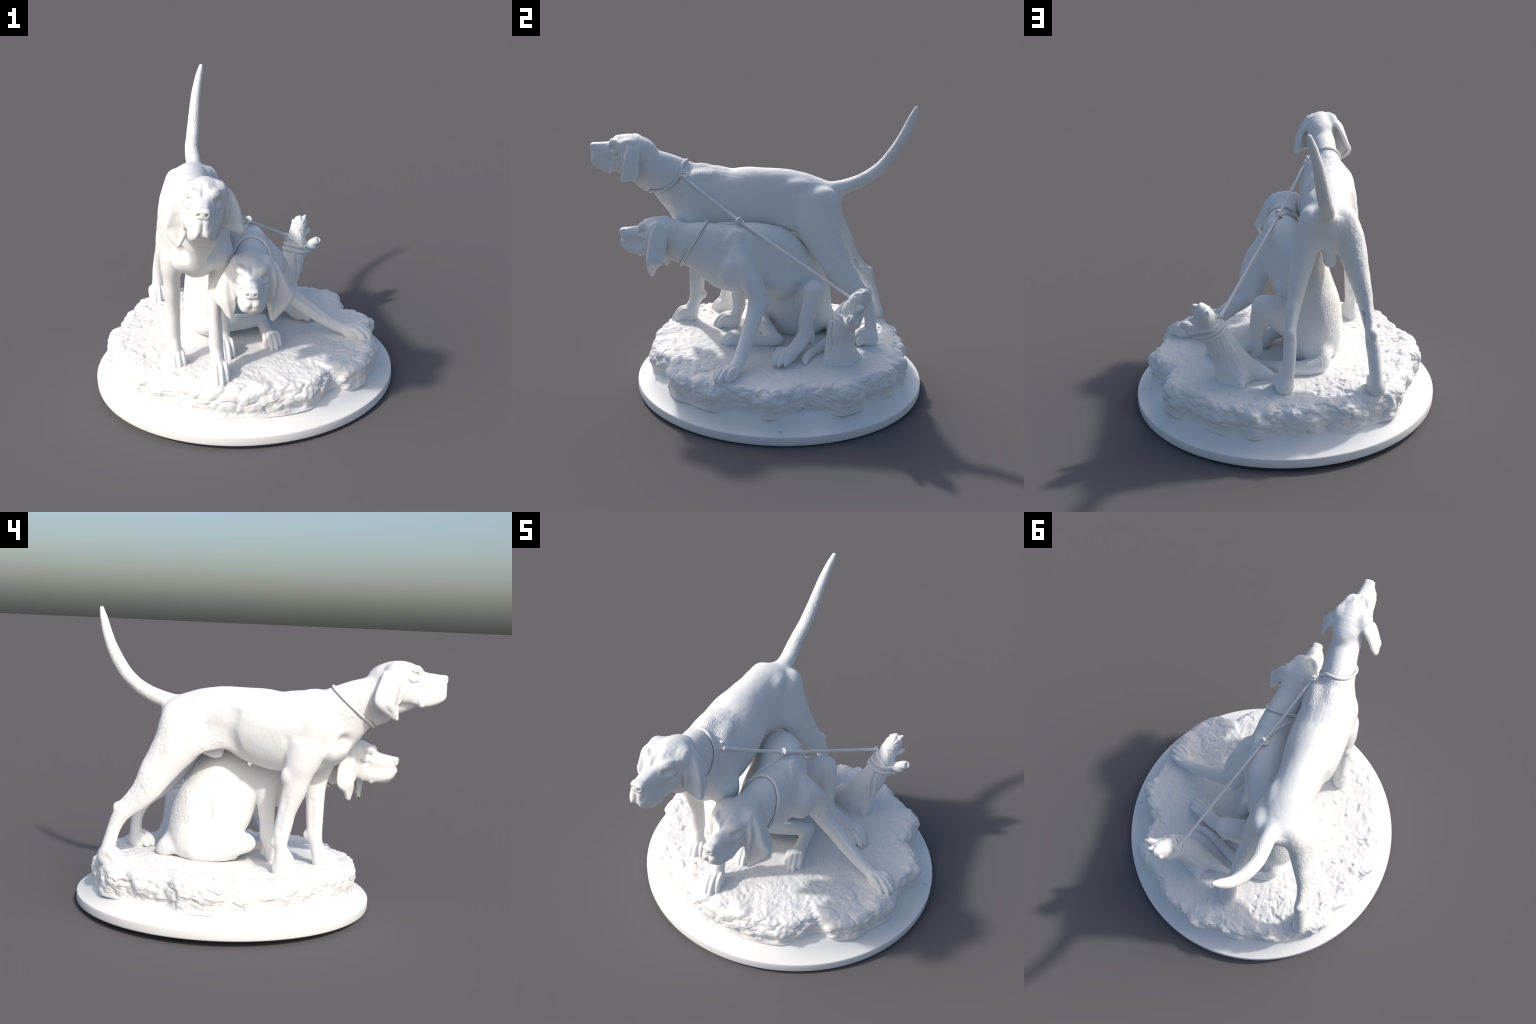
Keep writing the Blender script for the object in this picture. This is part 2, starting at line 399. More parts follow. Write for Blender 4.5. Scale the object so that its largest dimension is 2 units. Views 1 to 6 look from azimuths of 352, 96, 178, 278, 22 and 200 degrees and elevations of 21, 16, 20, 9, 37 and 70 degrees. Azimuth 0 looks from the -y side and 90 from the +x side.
    # lower jaw
    if open_lips:
        T([(-.10, 0, -.115, .055, .05), (-.02, 0, -.12, .036, .03), (.05, 0, -.122, .026, .018), (.098, 0, -.118, .02, .014)], .012)
        T([(.172, 0, -.136, .012, .018), (.12, 0, -.143, .023, .024), (.07, 0, -.160, .024, .018)], .008, op='sub')
        T([(.03, 0, -.128, .024, .022), (-.03, 0, -.145, .034, .034), (-.08, 0, -.163, .042, .040), (-.12, 0, -.185, .045, .04)], .015)
        T([(.02, 0, -.128, .022, .016), (.06, 0, -.126, .020, .013), (.10, 0, -.116, .016, .011)], .006)
    else:
        T([(-.10, 0, -.10, .055, .05), (-.02, 0, -.11, .038, .034), (.05, 0, -.122, .031, .022), (.10, 0, -.119, .030, .021), (.124, 0, -.113, .027, .018)], .005)
        for s in (1, -1):
            T([(.140, 0, -.105, .002, .003), (.13, s*.026, -.112, .003, .003), (.08, s*.046, -.130, .003, .003)], .006, op='sub')

def paw(G, label, base, fdir, L, W, up=(0, 0, 1), hgt=1., spread=1.):
    """base: point on the ground under the heel pad"""
    u = nrm(up); f = nrm(np.array(fdir, float)-u*(np.dot(fdir, u))); l = np.cross(u, f)
    X = Frame(base, f, l)
    G.ell(label, X(.38*L, 0, .036*hgt), (.42*L, .46*W, .047*hgt), X.M, k=.02)
    for j, (o, e) in enumerate(((-.375, .82), (-.128, 1.), (.128, 1.), (.375, .82))):
        o *= W; e *= L
        G.tube(label, X.pts([(.36*e, o*.8, .058*hgt, .13*W, .020*hgt), (.58*e, o, .064*hgt, .135*W, .020*hgt), (.74*e, o*spread, .050*hgt, .138*W, .020*hgt), (.88*e, o*spread, .026+.006*hgt, .130*W, .022), (.95*e, o*spread, .020, .115*W, .018)]), side=l, k=.009)
        G.tube(label, X.pts([(.95*e, o*spread, .022, .007, .009), (1.03*e, o*spread, .008, .004, .006)]), side=l, k=.008)

def ear(G, label, rows, thick=.0085, n=11, k=.010):
    """hanging ear as a bent sheet: each row gives inner edge, ridge and rear edge"""
    A = np.array(rows, float)                      # rows,3,3
    ts = np.linspace(0, 1, n); ribs = []
    for t in ts:
        # two flat panels with a rounded ridge between
        w0 = max(0, 1-2*t); w2 = max(0, 2*t-1); w1 = 1-w0-w2
        a = .5*(1-(2*t-1)**2)*.35
        ribs.append(A[:, 0]*(w0+a*.0)+A[:, 1]*w1+A[:, 2]*w2)
    ribs = np.array(ribs)                          # n,rows,3
    sm = ribs.copy(); sm[1:-1] = .25*ribs[:-2]+.5*ribs[1:-1]+.25*ribs[2:]; ribs = sm
    d = np.gradient(ribs, axis=0)
    for i in range(n):
        hw = np.linalg.norm(d[i], axis=1)*.95+.003
        S = d[i]/(np.linalg.norm(d[i], axis=1, keepdims=True)+1e-9)
        th = thick*(1.25 if i in (0, n-1) else 1.)
        G.tube(label, [list(p)+[h_, th] for p, h_ in zip(ribs[i], hw)], side=S, k=(k if i in (0, n//2, n-1) else .004), nsub=4)

# ================================================================== standing hound
A_CUT = lambda P: (P-V(-.25, -.412, 1.277))@V(0, -.65, .76)+.066*np.clip((P[:, 0]+.215)/.075, 0, 1)**2*(3-2*np.clip((P[:, 0]+.215)/.075, 0, 1))
B_CUT = lambda P: (P-V(.02, -.258, .962))@V(0, -.86, .51)

def standing_hound(G, full):
    t = G.tube
    # torso: x,y,z, half width, up, down
    t('torso', [(-.262, -.45, 1.06, .085, .13, .13), (-.262, -.38, 1.045, .128, .195, .185), (-.258, -.27, 1.045, .150, .202, .222), (-.252, -.15, 1.04, .156, .193, .226),
                (-.247, -.03, 1.05, .150, .196, .205), (-.238, .07, 1.07, .128, .176, .178), (-.226, .17, 1.08, .118, .164, .168), (-.214, .27, 1.085, .122, .142, .155),
                (-.205, .37, 1.085, .115, .108, .14), (-.200, .41, 1.09, .10, .085, .10), (-.196, .44, 1.11, .07, .05, .05), (-.194, .455, 1.12, .035, .03, .03)], k=.02, nsub=9)
    # loin and hip bones
    for x in (-.285, -.135):
        G.ell('torso', (x, .26, 1.160), (.026, .06, .028), k=.035)
    # flank fold to the thigh
    t('torso', [(-.305, .10, .975, .015, .045), (-.33, .21, .955, .016, .045), (-.35, .30, .93, .02, .05)], k=.04)
    t('torso', [(-.16, .10, .975, .015, .045), (-.125, .21, .955, .016, .045), (-.10, .30, .93, .02, .05)], k=.04)
    # fore chest and breast bone
    t('torso', [(-.265, -.35, .89, .08, .07), (-.275, -.43, .935, .075, .07), (-.28, -.47, .985, .055, .06)], k=.03, nsub=8)
    G.ell('torso', (-.30, -.475, .95), (.028, .024, .035), k=.025)
    G.ell('torso', (-.345, -.43, .945), (.045, .05, .055), k=.03)
    G.ell('torso', (-.185, -.42, .945), (.045, .05, .06), k=.03)
    # neck
    t('neck', [(-.262, -.36, 1.055, .115, .175, .16), (-.258, -.455, 1.115, .098, .160, .163), (-.25, -.54, 1.172, .088, .127, .142), (-.245, -.60, 1.205, .084, .116, .126),
               (-.248, -.66, 1.235, .082, .113, .113), (-.250, -.72, 1.265, .075, .09, .10)], k=.02, nsub=8)
    # throat skin
    t('neck', [(-.25, -.73, 1.195, .035, .03), (-.249, -.69, 1.135, .04, .03), (-.25, -.655, 1.108, .045, .022)], k=.03)
    # hollows above the breast and shoulder grooves
    G.ell('torso', (-.340, -.495, 1.0), (.026, .028, .028), k=.035, op='sub')
    G.ell('torso', (-.203, -.50, .985), (.024, .026, .036), k=.035, op='sub')
    # upper arm (right), shoulder blade edges
    G.ell('torso', (-.375, -.30, .92), (.050, .085, .11), k=.03)
    G.ell('torso', (-.148, -.365, .94), (.046, .08, .11), k=.03)
    G.ell('torso', (-.158, -.35, 1.05), (.058, .075, .11), k=.03)
    G.ell('torso', (-.168, -.365, 1.125), (.050, .085, .08), k=.03)
    G.ell('torso', (-.362, -.335, 1.05), (.052, .075, .11), k=.03)
    G.ell('torso', (-.262, -.325, 1.235), (.03, .05, .022), k=.02)
    for x in (-.178,):
        t('torso', [(x, -.39, 1.17, .02, .02), (x, -.34, 1.195, .024, .022), (x, -.26, 1.195, .018, .018)], k=.04)
    t('torso', [(-.42, -.20, 1.0, .006, .006), (-.424, -.212, .92, .007, .007), (-.415, -.205, .85, .006, .006)], side=(0, 1, 0), k=.03, op='sub')
    # flank hollow behind the ribs
    t('torso', [(-.385, .10, 1.12, .02, .03), (-.388, .115, 1.03, .02, .03), (-.36, .08, .93, .02, .02)], side=(1, 0, 0), k=.04, op='sub')
    # fore legs: x,y,z, half x, back, front
    t('foreleg', [(-.385, -.31, .95, .046, .08, .08), (-.393, -.28, .87, .046, .078, .078), (-.39, -.262, .80, .043, .068, .074), (-.39, -.25, .735, .041, .060, .065),
                  (-.392, -.222, .63, .036, .048, .049), (-.395, -.203, .53, .034, .044, .045), (-.40, -.196, .46, .036, .040, .037), (-.40, -.20, .42, .033, .034, .035), (-.40, -.21, .36, .036, .042, .042), (-.40, -.215, .32, .036, .04, .05)], k=.03, nsub=5)
    G.ell('foreleg', (-.402, -.205, .812), (.024, .022, .03), k=.035)
    G.ell('foreleg', (-.40, -.158, .455), (.018, .016, .026), k=.015)
    t('foreleg', [(-.432, -.215, .70, .003, .006), (-.430, -.195, .60, .003, .006), (-.432, -.185, .52, .003, .005)], k=.016, op='sub')
    paw(G, 'foreleg', (-.402, -.160, .276), (.02, -1, 0), .135, .098, hgt=1.2)
    t('foreleg.001', [(-.14, -.385, .95, .046, .08, .08), (-.142, -.365, .88, .046, .076, .08), (-.167, -.345, .80, .042, .068, .073), (-.185, -.343, .73, .039, .056, .06),
                      (-.196, -.345, .64, .035, .046, .053), (-.198, -.35, .54, .035, .044, .046), (-.2, -.355, .46, .037, .042, .041), (-.2, -.365, .42, .034, .034, .037), (-.2, -.385, .36, .036, .04, .046), (-.2, -.40, .32, .036, .04, .05)], k=.03, nsub=5)
    G.ell('foreleg.001', (-.198, -.312, .465), (.018, .018, .026), k=.015)
    t('foreleg.001', [(-.234, -.335, .66, .003, .006), (-.235, -.338, .56, .003, .006), (-.237, -.345, .50, .003, .005)], k=.016, op='sub')
    paw(G, 'foreleg.001', (-.198, -.358, .276), (-.06, -1, 0), .142, .10, hgt=1.25)
    # hind legs: half x, back, front
    t('hindleg', [(-.295, .36, 1.09, .06, .09, .11), (-.314, .380, 1.0, .076, .118, .145), (-.332, .402, .93, .073, .115, .136), (-.350, .438, .86, .063, .106, .110), (-.371, .484, .78, .051, .096, .091), (-.388, .522, .71, .042, .080, .078),
                  (-.402, .570, .64, .034, .060, .060), (-.412, .63, .585, .030, .047, .049), (-.415, .672, .54, .033, .041, .045), (-.425, .70, .47, .033, .035, .036), (-.432, .718, .40, .033, .036, .036), (-.438, .728, .34, .035, .042, .046), (-.44, .73, .31, .035, .042, .05)], k=.03, nsub=6)
    G.ell('hindleg', (-.412, .688, .586), (.022, .020, .026), k=.02)
    t('hindleg', [(-.395, .585, .715, .010, .010), (-.408, .65, .63, .010, .010), (-.412, .686, .59, .010, .010)], k=.02)
    t('hindleg', [(-.435, .56, .70, .006, .008), (-.445, .615, .625, .008, .010), (-.445, .65, .585, .006, .006)], k=.014, op='sub')
    t('hindleg', [(-.385, .575, .69, .006, .008), (-.385, .63, .615, .007, .008)], k=.014, op='sub')
    t('hindleg', [(-.40, .47, 1.01, .008, .012), (-.425, .465, .93, .010, .014), (-.432, .475, .86, .008, .01)], k=.03, op='sub')
    paw(G, 'hindleg', (-.44, .772, .272), (-.04, -1, 0), .145, .10, hgt=1.15)
    t('hindleg.001', [(-.12, .36, 1.09, .06, .09, .11), (-.106, .375, 1.0, .072, .11, .14), (-.088, .395, .93, .070, .108, .132), (-.068, .43, .85, .058, .096, .110), (-.048, .475, .77, .049, .086, .093), (-.029, .525, .69, .041, .073, .078),
                      (-.014, .575, .625, .033, .056, .058), (-.006, .63, .575, .030, .043, .049), (-.004, .665, .53, .033, .039, .044), (0., .69, .46, .033, .033, .035), (.006, .70, .39, .033, .033, .034), (.014, .70, .34, .035, .036, .045), (.016, .70, .31, .035, .036, .05)], k=.03, nsub=6)
    G.ell('hindleg.001', (-.006, .680, .580), (.022, .020, .026), k=.02)
    t('hindleg.001', [(-.025, .59, .705, .010, .010), (-.008, .645, .62, .010, .010), (-.006, .678, .585, .010, .010)], k=.02)
    t('hindleg.001', [(.025, .575, .68, .006, .008), (.026, .62, .615, .008, .010), (.026, .645, .58, .006, .006)], k=.014, op='sub')
    paw(G, 'hindleg.001', (.02, .742, .272), (.12, -1, 0), .145, .104, hgt=1.15)
    # rump below the tail
    G.ell('torso', (-.205, .415, 1.045), (.085, .062, .10), k=.05)
    for x in (-.295, -.112):
        G.ell('torso', (x, .425, 1.065), (.05, .060, .085), k=.04)
    # scrotum and sheath
    t('torso', [(-.212, .43, .96, .036, .03), (-.215, .405, .90, .036, .033), (-.218, .392, .868, .034, .034)], k=.02)
    t('torso', [(-.222, .36, .935, .03, .03), (-.226, .27, .905, .028, .028), (-.23, .21, .89, .034, .034), (-.232, .185, .892, .03, .034)], k=.015)
    G.ell('torso', (-.30, .0, .85), (.012, .012, .016), k=.008)
    # tail
    t('tail', [(-.19, .40, 1.125, .042, .042), (-.185, .465, 1.142, .043, .045), (-.180, .52, 1.158, .042, .043), (-.180, .585, 1.183, .040, .040), (-.175, .656, 1.223, .037, .037), (-.157, .73, 1.287, .035, .036), (-.138, .79, 1.369, .032, .034), (-.117, .842, 1.467, .028, .029), (-.089, .881, 1.568, .021, .022), (-.069, .903, 1.63, .012, .012)], k=.025, nsub=8)
    if not full: return
    X = Frame((-.255, -.835, 1.352), (-.105, -.994, -.01), (.985, -.10, -.11))
    head(G, X, True)
    ear(G, 'ear', [[(-.325, -.765, 1.365), (-.345, -.735, 1.372), (-.335, -.68, 1.362)], [(-.339, -.768, 1.33), (-.372, -.742, 1.342), (-.358, -.675, 1.33)],
                   [(-.337, -.762, 1.29), (-.390, -.740, 1.295), (-.380, -.664, 1.29)], [(-.336, -.752, 1.245), (-.406, -.732, 1.247), (-.398, -.655, 1.25)],
                   [(-.337, -.745, 1.205), (-.420, -.724, 1.205), (-.416, -.656, 1.215)], [(-.347, -.749, 1.168), (-.397, -.736, 1.165), (-.410, -.686, 1.185)],
                   [(-.361, -.752, 1.136), (-.370, -.750, 1.132), (-.385, -.735, 1.147)]])
    t('ear', [(-.372, -.765, 1.27, .007, .007), (-.375, -.762, 1.22, .008, .008), (-.365, -.757, 1.17, .006, .006)], k=.012, op='sub')
    t('ear', [(-.42, -.69, 1.27, .006, .006), (-.432, -.687, 1.22, .007, .007)], k=.012, op='sub')
    ear(G, 'ear.001', [[(-.172, -.765, 1.362), (-.150, -.735, 1.370), (-.165, -.685, 1.36)], [(-.155, -.760, 1.335), (-.126, -.732, 1.346), (-.142, -.685, 1.335)],
                       [(-.150, -.762, 1.30), (-.106, -.742, 1.305), (-.124, -.685, 1.30)], [(-.155, -.760, 1.255), (-.093, -.752, 1.26), (-.112, -.687, 1.255)],
                       [(-.166, -.753, 1.215), (-.088, -.762, 1.21), (-.106, -.690, 1.215)], [(-.163, -.756, 1.207), (-.083, -.771, 1.170), (-.102, -.700, 1.188)]])
    # folds leading into the ears
    t('ear', [(-.328, -.765, 1.365, .004, .004), (-.339, -.778, 1.345, .010, .010), (-.340, -.775, 1.28, .009, .009), (-.336, -.76, 1.215, .006, .006)], k=.012)
    t('ear.001', [(-.172, -.765, 1.36, .004, .004), (-.158, -.772, 1.325, .008, .008), (-.150, -.775, 1.28, .009, .009), (-.162, -.762, 1.22, .006, .006)], k=.012)

# ================================================================== sitting hound
def sitting_hound(G, full):
    t = G.tube
    # torso curls from the chest back and down to the rump
    t('torso', [(.012, -.24, .80, .09, .13, .14), (.014, -.15, .78, .116, .172, .185), (.000, -.05, .775, .136, .192, .20), (-.030, .04, .765, .148, .194, .20), (-.076, .12, .735, .144, .194, .205),
                (-.122, .19, .66, .137, .190, .222), (-.148, .235, .56, .146, .204, .232), (-.152, .255, .46, .152, .208, .200), (-.145, .26, .38, .145, .20, .17)], k=.02, nsub=9)
    G.ell('torso', (.008, .095, .665), (.074, .10, .085), k=.03)
    G.ell('torso', (-.024, .185, .620), (.074, .10, .10), k=.03)
    G.ell('torso', (.140, -.065, .71), (.072, .095, .10), k=.04)
    # breast
    t('torso', [(.0, -.25, .70, .065, .065), (.01, -.17, .655, .07, .075), (.03, -.08, .63, .07, .065)], k=.04)
    # sheath
    G.ell('torso', (.04, .09, .535), (.026, .045, .026), k=.025)
    # spine groove, blade, rib relief
    t('torso', [(-.085, .12, .955, .006, .008), (-.12, .27, .905, .006, .008), (-.155, .41, .735, .006, .008), (-.16, .48, .55, .006, .008)], side=(1, 0, 0), k=.03, op='sub')
    t('torso', [(-.258, .20, .73, .006, .012), (-.288, .215, .62, .008, .02), (-.305, .20, .52, .006, .016)], side=(0, 1, 0), k=.04, op='sub')
    # neck
    t('neck', [(.02, -.20, .80, .105, .155, .16), (.012, -.28, .815, .100, .142, .15), (-.0, -.36, .825, .095, .123, .131), (-.012, -.44, .84, .088, .113, .119), (-.02, -.50, .85, .08, .095, .10)], k=.02, nsub=8)
    # shoulder (left)
    t('torso', [(.06, -.045, .905, .03, .04), (.09, -.07, .83, .04, .06), (.118, -.07, .745, .045, .07), (.14, -.035, .68, .05, .075)], side=(0, 1, 0), k=.03)
    t('torso', [(.075, -.075, .93, .005, .010), (.100, -.115, .87, .005, .010), (.112, -.14, .80, .005, .010)], k=.04)
    # left fore leg reaching out sideways
    t('foreleg', [(.09, -.04, .82, .04, .07, .07), (.135, -.01, .74, .052, .092, .085), (.168, .030, .66, .056, .080, .085), (.186, .058, .585, .052, .068, .071), (.235, .055, .52, .048, .050, .049), (.30, .042, .465, .044, .045, .045), (.37, .025, .405, .041, .042, .041), (.44, .008, .35, .037, .036, .037),
                  (.49, -.005, .318, .036, .034, .034), (.545, -.025, .295, .036, .032, .03), (.59, -.045, .285, .036, .032, .03)], side=(.25, 1, 0), k=.02, nsub=6)
    G.ell('foreleg', (.172, .105, .562), (.028, .030, .038), k=.025)
    t('foreleg', [(.22, .012, .58, .004, .004), (.32, .004, .485, .004, .004), (.42, -.018, .395, .004, .004)], k=.016, op='sub')
    paw(G, 'foreleg', (.535, -.022, .248), (.82, -.45, 0), .15, .105)
    # right fore leg, upright
    t('foreleg.001', [(-.115, -.08, .80, .045, .075, .08), (-.142, -.07, .70, .050, .060, .070), (-.140, -.076, .60, .045, .047, .050), (-.132, -.085, .50, .037, .041, .041), (-.135, -.088, .43, .035, .041, .039), (-.135, -.10, .38, .034, .036, .036), (-.135, -.125, .33, .035, .04, .045)], k=.025, nsub=5)
    paw(G, 'foreleg.001', (-.135, -.085, .275), (0, -1, 0), .15, .095, hgt=1.2)
    # right haunch lying on the ground, knee forward
    t('hindleg', [(-.19, .33, .42, .10, .12), (-.222, .22, .415, .09, .13), (-.232, .11, .405, .08, .095), (-.218, .04, .395, .058, .060), (-.20, .008, .39, .042, .043)], k=.025)
    t('hindleg', [(-.20, .28, .34, .10, .065), (-.21, .17, .335, .085, .052), (-.19, .10, .33, .05, .042)], k=.025)
    t('hindleg', [(-.20, .02, .39, .044, .048), (-.12, .035, .38, .046, .050), (-.03, .07, .362, .043, .046), (.05, .11, .345, .040, .040), (.10, .145, .325, .034, .036)], side=(0, 1, 0), k=.02)
    t('hindleg', [(.112, .175, .308, .028, .03), (.112, .12, .303, .033, .036), (.115, .04, .30, .033, .036), (.12, -.02, .305, .036, .037)], k=.015)
    G.ell('hindleg', (.112, .172, .318), (.026, .022, .026), k=.015)
    paw(G, 'hindleg', (.118, -.02, .266), (.06, -1, 0), .132, .096)
    # left hind leg, knee up, foot forward and out
    t('hindleg.001', [(-.07, .335, .48, .085, .105), (.01, .355, .54, .074, .092), (.085, .37, .593, .065, .075), (.122, .378, .610, .058, .06)], side=(0, 1, 0), k=.025)
    t('hindleg.001', [(.126, .375, .610, .054, .058), (.138, .362, .55, .048, .056), (.15, .345, .49, .044, .048), (.158, .332, .43, .040, .040), (.165, .33, .385, .038, .036), (.19, .318, .352, .042, .034), (.26, .29, .330, .04, .03), (.32, .26, .315, .04, .03)], side=(.35, 1, 0), k=.02, nsub=5)
    G.ell('hindleg.001', (.155, .36, .36), (.028, .024, .05), k=.02)
    paw(G, 'hindleg.001', (.29, .27, .268), (.86, -.5, 0), .155, .104)
    # tail curling round on the ground
    t('tail', [(-.15, .40, .39, .06, .06), (-.182, .450, .350, .050, .055), (-.160, .482, .320, .050, .05), (-.09, .497, .305, .044, .044), (.0, .483, .298, .038, .038), (.08, .455, .293, .034, .034), (.16, .415, .288, .029, .029), (.23, .372, .284, .026, .026), (.29, .35, .280, .022, .022), (.34, .345, .278, .018, .018), (.362, .346, .276, .012, .012)], k=.04, nsub=5)
    if not full: return
    X = Frame((-.036, -.617, .902), (-.157, -.982, -.10), (.985, -.16, -.05))
    head(G, X, False)
    ear(G, 'ear', [[(-.112, -.545, .935), (-.118, -.525, .94), (-.10, -.47, .93)], [(-.115, -.548, .90), (-.136, -.53, .91), (-.125, -.475, .90)],
                   [(-.113, -.548, .855), (-.152, -.538, .86), (-.155, -.475, .855)], [(-.111, -.540, .80), (-.158, -.538, .80), (-.180, -.472, .80)],
                   [(-.113, -.536, .755), (-.155, -.54, .75), (-.193, -.478, .752)], [(-.121, -.530, .705), (-.142, -.535, .70), (-.166, -.505, .715)],
                   [(-.129, -.524, .668), (-.136, -.523, .664), (-.146, -.514, .676)]])
    ear(G, 'ear.001', [[(.055, -.562, .932), (.075, -.54, .938), (.06, -.485, .93)], [(.07, -.570, .895), (.098, -.55, .907), (.085, -.488, .895)],
                       [(.069, -.577, .85), (.120, -.562, .855), (.106, -.488, .85)], [(.061, -.572, .80), (.141, -.570, .80), (.123, -.492, .80)],
                       [(.056, -.566, .755), (.161, -.575, .758), (.140, -.502, .752)], [(.053, -.566, .70), (.112, -.576, .703), (.120, -.532, .722)],
                       [(.052, -.568, .656), (.060, -.57, .652), (.076, -.562, .666)]])
    t('ear', [(-.105, -.55, .935, .004, .004), (-.115, -.560, .905, .010, .010), (-.118, -.560, .84, .009, .009), (-.112, -.548, .77, .006, .006)], k=.012)
    t('ear.001', [(.055, -.565, .93, .004, .004), (.070, -.585, .90, .010, .010), (.074, -.592, .84, .010, .010), (.062, -.582, .77, .008, .008), (.056, -.572, .70, .006, .006)], k=.012)

# ================================================================== build
root = empty('hound_statuette')
root['label'] = 'white plaster statuette of two tethered hunting hounds on rocky base'
root['category'] = 'statue'

def trace(G, cut, c, ax, n=140):
    """closed path on the surface of G where cut(P)=0"""
    ax = nrm(ax); e1 = nrm(np.cross(ax, (0, 0, 1))); e2 = np.cross(ax, e1)
    th = np.arange(n)/n*2*np.pi
    P = np.asarray(c, float)+.11*(np.cos(th)[:, None]*e1+np.sin(th)[:, None]*e2)
    eye = np.eye(3)*1e-3
    for _ in range(25):
        g = np.stack([cut(P+eye[i])-cut(P-eye[i]) for i in range(3)], 1)/2e-3
        P = P-(cut(P)/(g*g).sum(1))[:, None]*g
        P = P-.8*np.clip(G.sample(P), -.02, .02)[:, None]*G.grad(P)
    for _ in range(3): P = .5*P+.25*np.roll(P, 1, 0)+.25*np.roll(P, -1, 0)
    return P

ALIAS = {'foreleg': 'forelimb', 'foreleg.001': 'forelimb', 'hindleg': 'hindlimb', 'hindleg.001': 'hindlimb', 'ear.001': 'ear', 'eye_socket': 'eyelid'}
def cutmesh(P, Q, lab, keep):
    Q = Q[keep[Q].all(1)]; u, inv = np.unique(Q, return_inverse=True)
    return P[u], inv.reshape(Q.shape), lab[u]
def taubin(P, Q, n):
    for _ in range(n):
        P = smooth(P, Q, 1, .5); P = smooth(P, Q, 1, -.53)
    return P
def relief(P, N, seed):
    """tool marks and hair locks in the plaster"""
    d = fbm(P, .05, 3, seed)*.0014
    lock = fbm(P*[1, 1, 1], (.012, .045, .03), 2, seed+5)
    m = np.clip(vnoise(P, .16, seed+9)*1.6+.1, 0, 1)
    return P+N*(d+lock*m*.0016)[:, None]
def build(nm, fn, boxb, boxh, cut, c, ax, rope_r, seed):
    GH = Field(*boxh, .0025); fn(GH, True)
    path = trace(GH, cut, c, ax)
    groove = [list(p)+[rope_r*.6, rope_r*.6] for p in np.vstack([path, path[:2]])]
    GH.tube('neck', groove, side=(0, 0, 1), k=.012, op='sub', nsub=1)
    P, Q, lab = GH.mesh(); P = taubin(P, Q, 1)
    P, Q, lab = cutmesh(P, Q, lab, cut(P) > -.003); P, Q, lab = biggest(P, Q, lab)
    e = empty(nm, root)
    P = relief(P, vnormals(P, Q)*.6, seed)
    for i, l_ in enumerate(GH.names):                # body bits inside the head box belong to the neck
        if l_ in ('torso', 'foreleg', 'foreleg.001'): lab[lab == i] = GH.lab('neck')
        if l_ in ('nostril', 'mouth'): lab[lab == i] = GH.lab('head')
    split(P, Q, lab, GH.names, M_HOUND, e, ALIAS)
    GBo = Field(*boxb, H); fn(GBo, False)
    GBo.tube('neck', groove, side=(0, 0, 1), k=.012, op='sub', nsub=1)
    P, Q, lab = GBo.mesh(); P, Q, lab = biggest(P, Q, lab)
    P = taubin(P, Q, 3)
    P, Q, lab = cutmesh(P, Q, lab, cut(P) < .004); P, Q, lab = biggest(P, Q, lab)
    P = relief(P, vnormals(P, Q), seed)
    i = GBo.names.index('neck'); lab[lab == i] = GBo.names.index('torso')
    split(P, Q, lab, GBo.names, M_HOUND, e, ALIAS)
    path = path+GH.grad(path)*(rope_r*.55)
    make_mesh('collar', *sweep(path, rope_r, 10, True, **TW), M_ROPE, e)
    return e, GBo, GH
TW = dict(lobes=3, depth=.12, twist=120.)
dogA, GA, GAh = build('standing_hound', standing_hound, ((-.56, -.72, .24), (.13, .94, 1.67)), ((-.46, -1.02, 1.02), (-.05, -.36, 1.45)), A_CUT, (-.25, -.525, 1.17), (0, -.65, .76), .0085, 5)
dogB, GB, GBh = build('sitting_hound', sitting_hound, ((-.39, -.56, .23), (.74, .57, 1.02)), ((-.23, -.81, .62), (.19, -.20, 1.0)), B_CUT, (.0, -.335, .83), (0, -.86, .51), .0095, 8)

# ------------------------------------------------------------------ plinth (slightly tilted disc)
def tilt(P):
    P = P.copy(); P[:, 2] += .0165-.0205*P[:, 0]-.004*(P[:, 1]-.17); return P
CX, CY = 0., .172
def plinth():
    prof = [(0, 0), (.4, 0), (.8, 0), (.821, .001), (.826, .004), (.828, .010), (.828, .046), (.8272, .050), (.825, .0525), (.82, .0535), (.80, .060), (.775, .072), (.755, .088), (.735, .107), (.72, .120), (.70, .130), (.66, .131), (.5, .131), (.0, .131)]
    n = 256; th = np.arange(n)/n*2*np.pi; P = []
    for r, z in prof:
        r = max(r, 1e-4); P.append(np.stack([CX+r*np.cos(th), CY+r*np.sin(th), z+0*th], 1))
    P = np.vstack(P); Q = []
    for i in range(len(prof)-1):
        for j in range(n): Q.append((i*n+j, i*n+(j+1) % n, (i+1)*n+(j+1) % n, (i+1)*n+j))
    ob = make_mesh('plinth', tilt(P), np.array(Q), M_PLINTH, root)
    return ob
plinth()

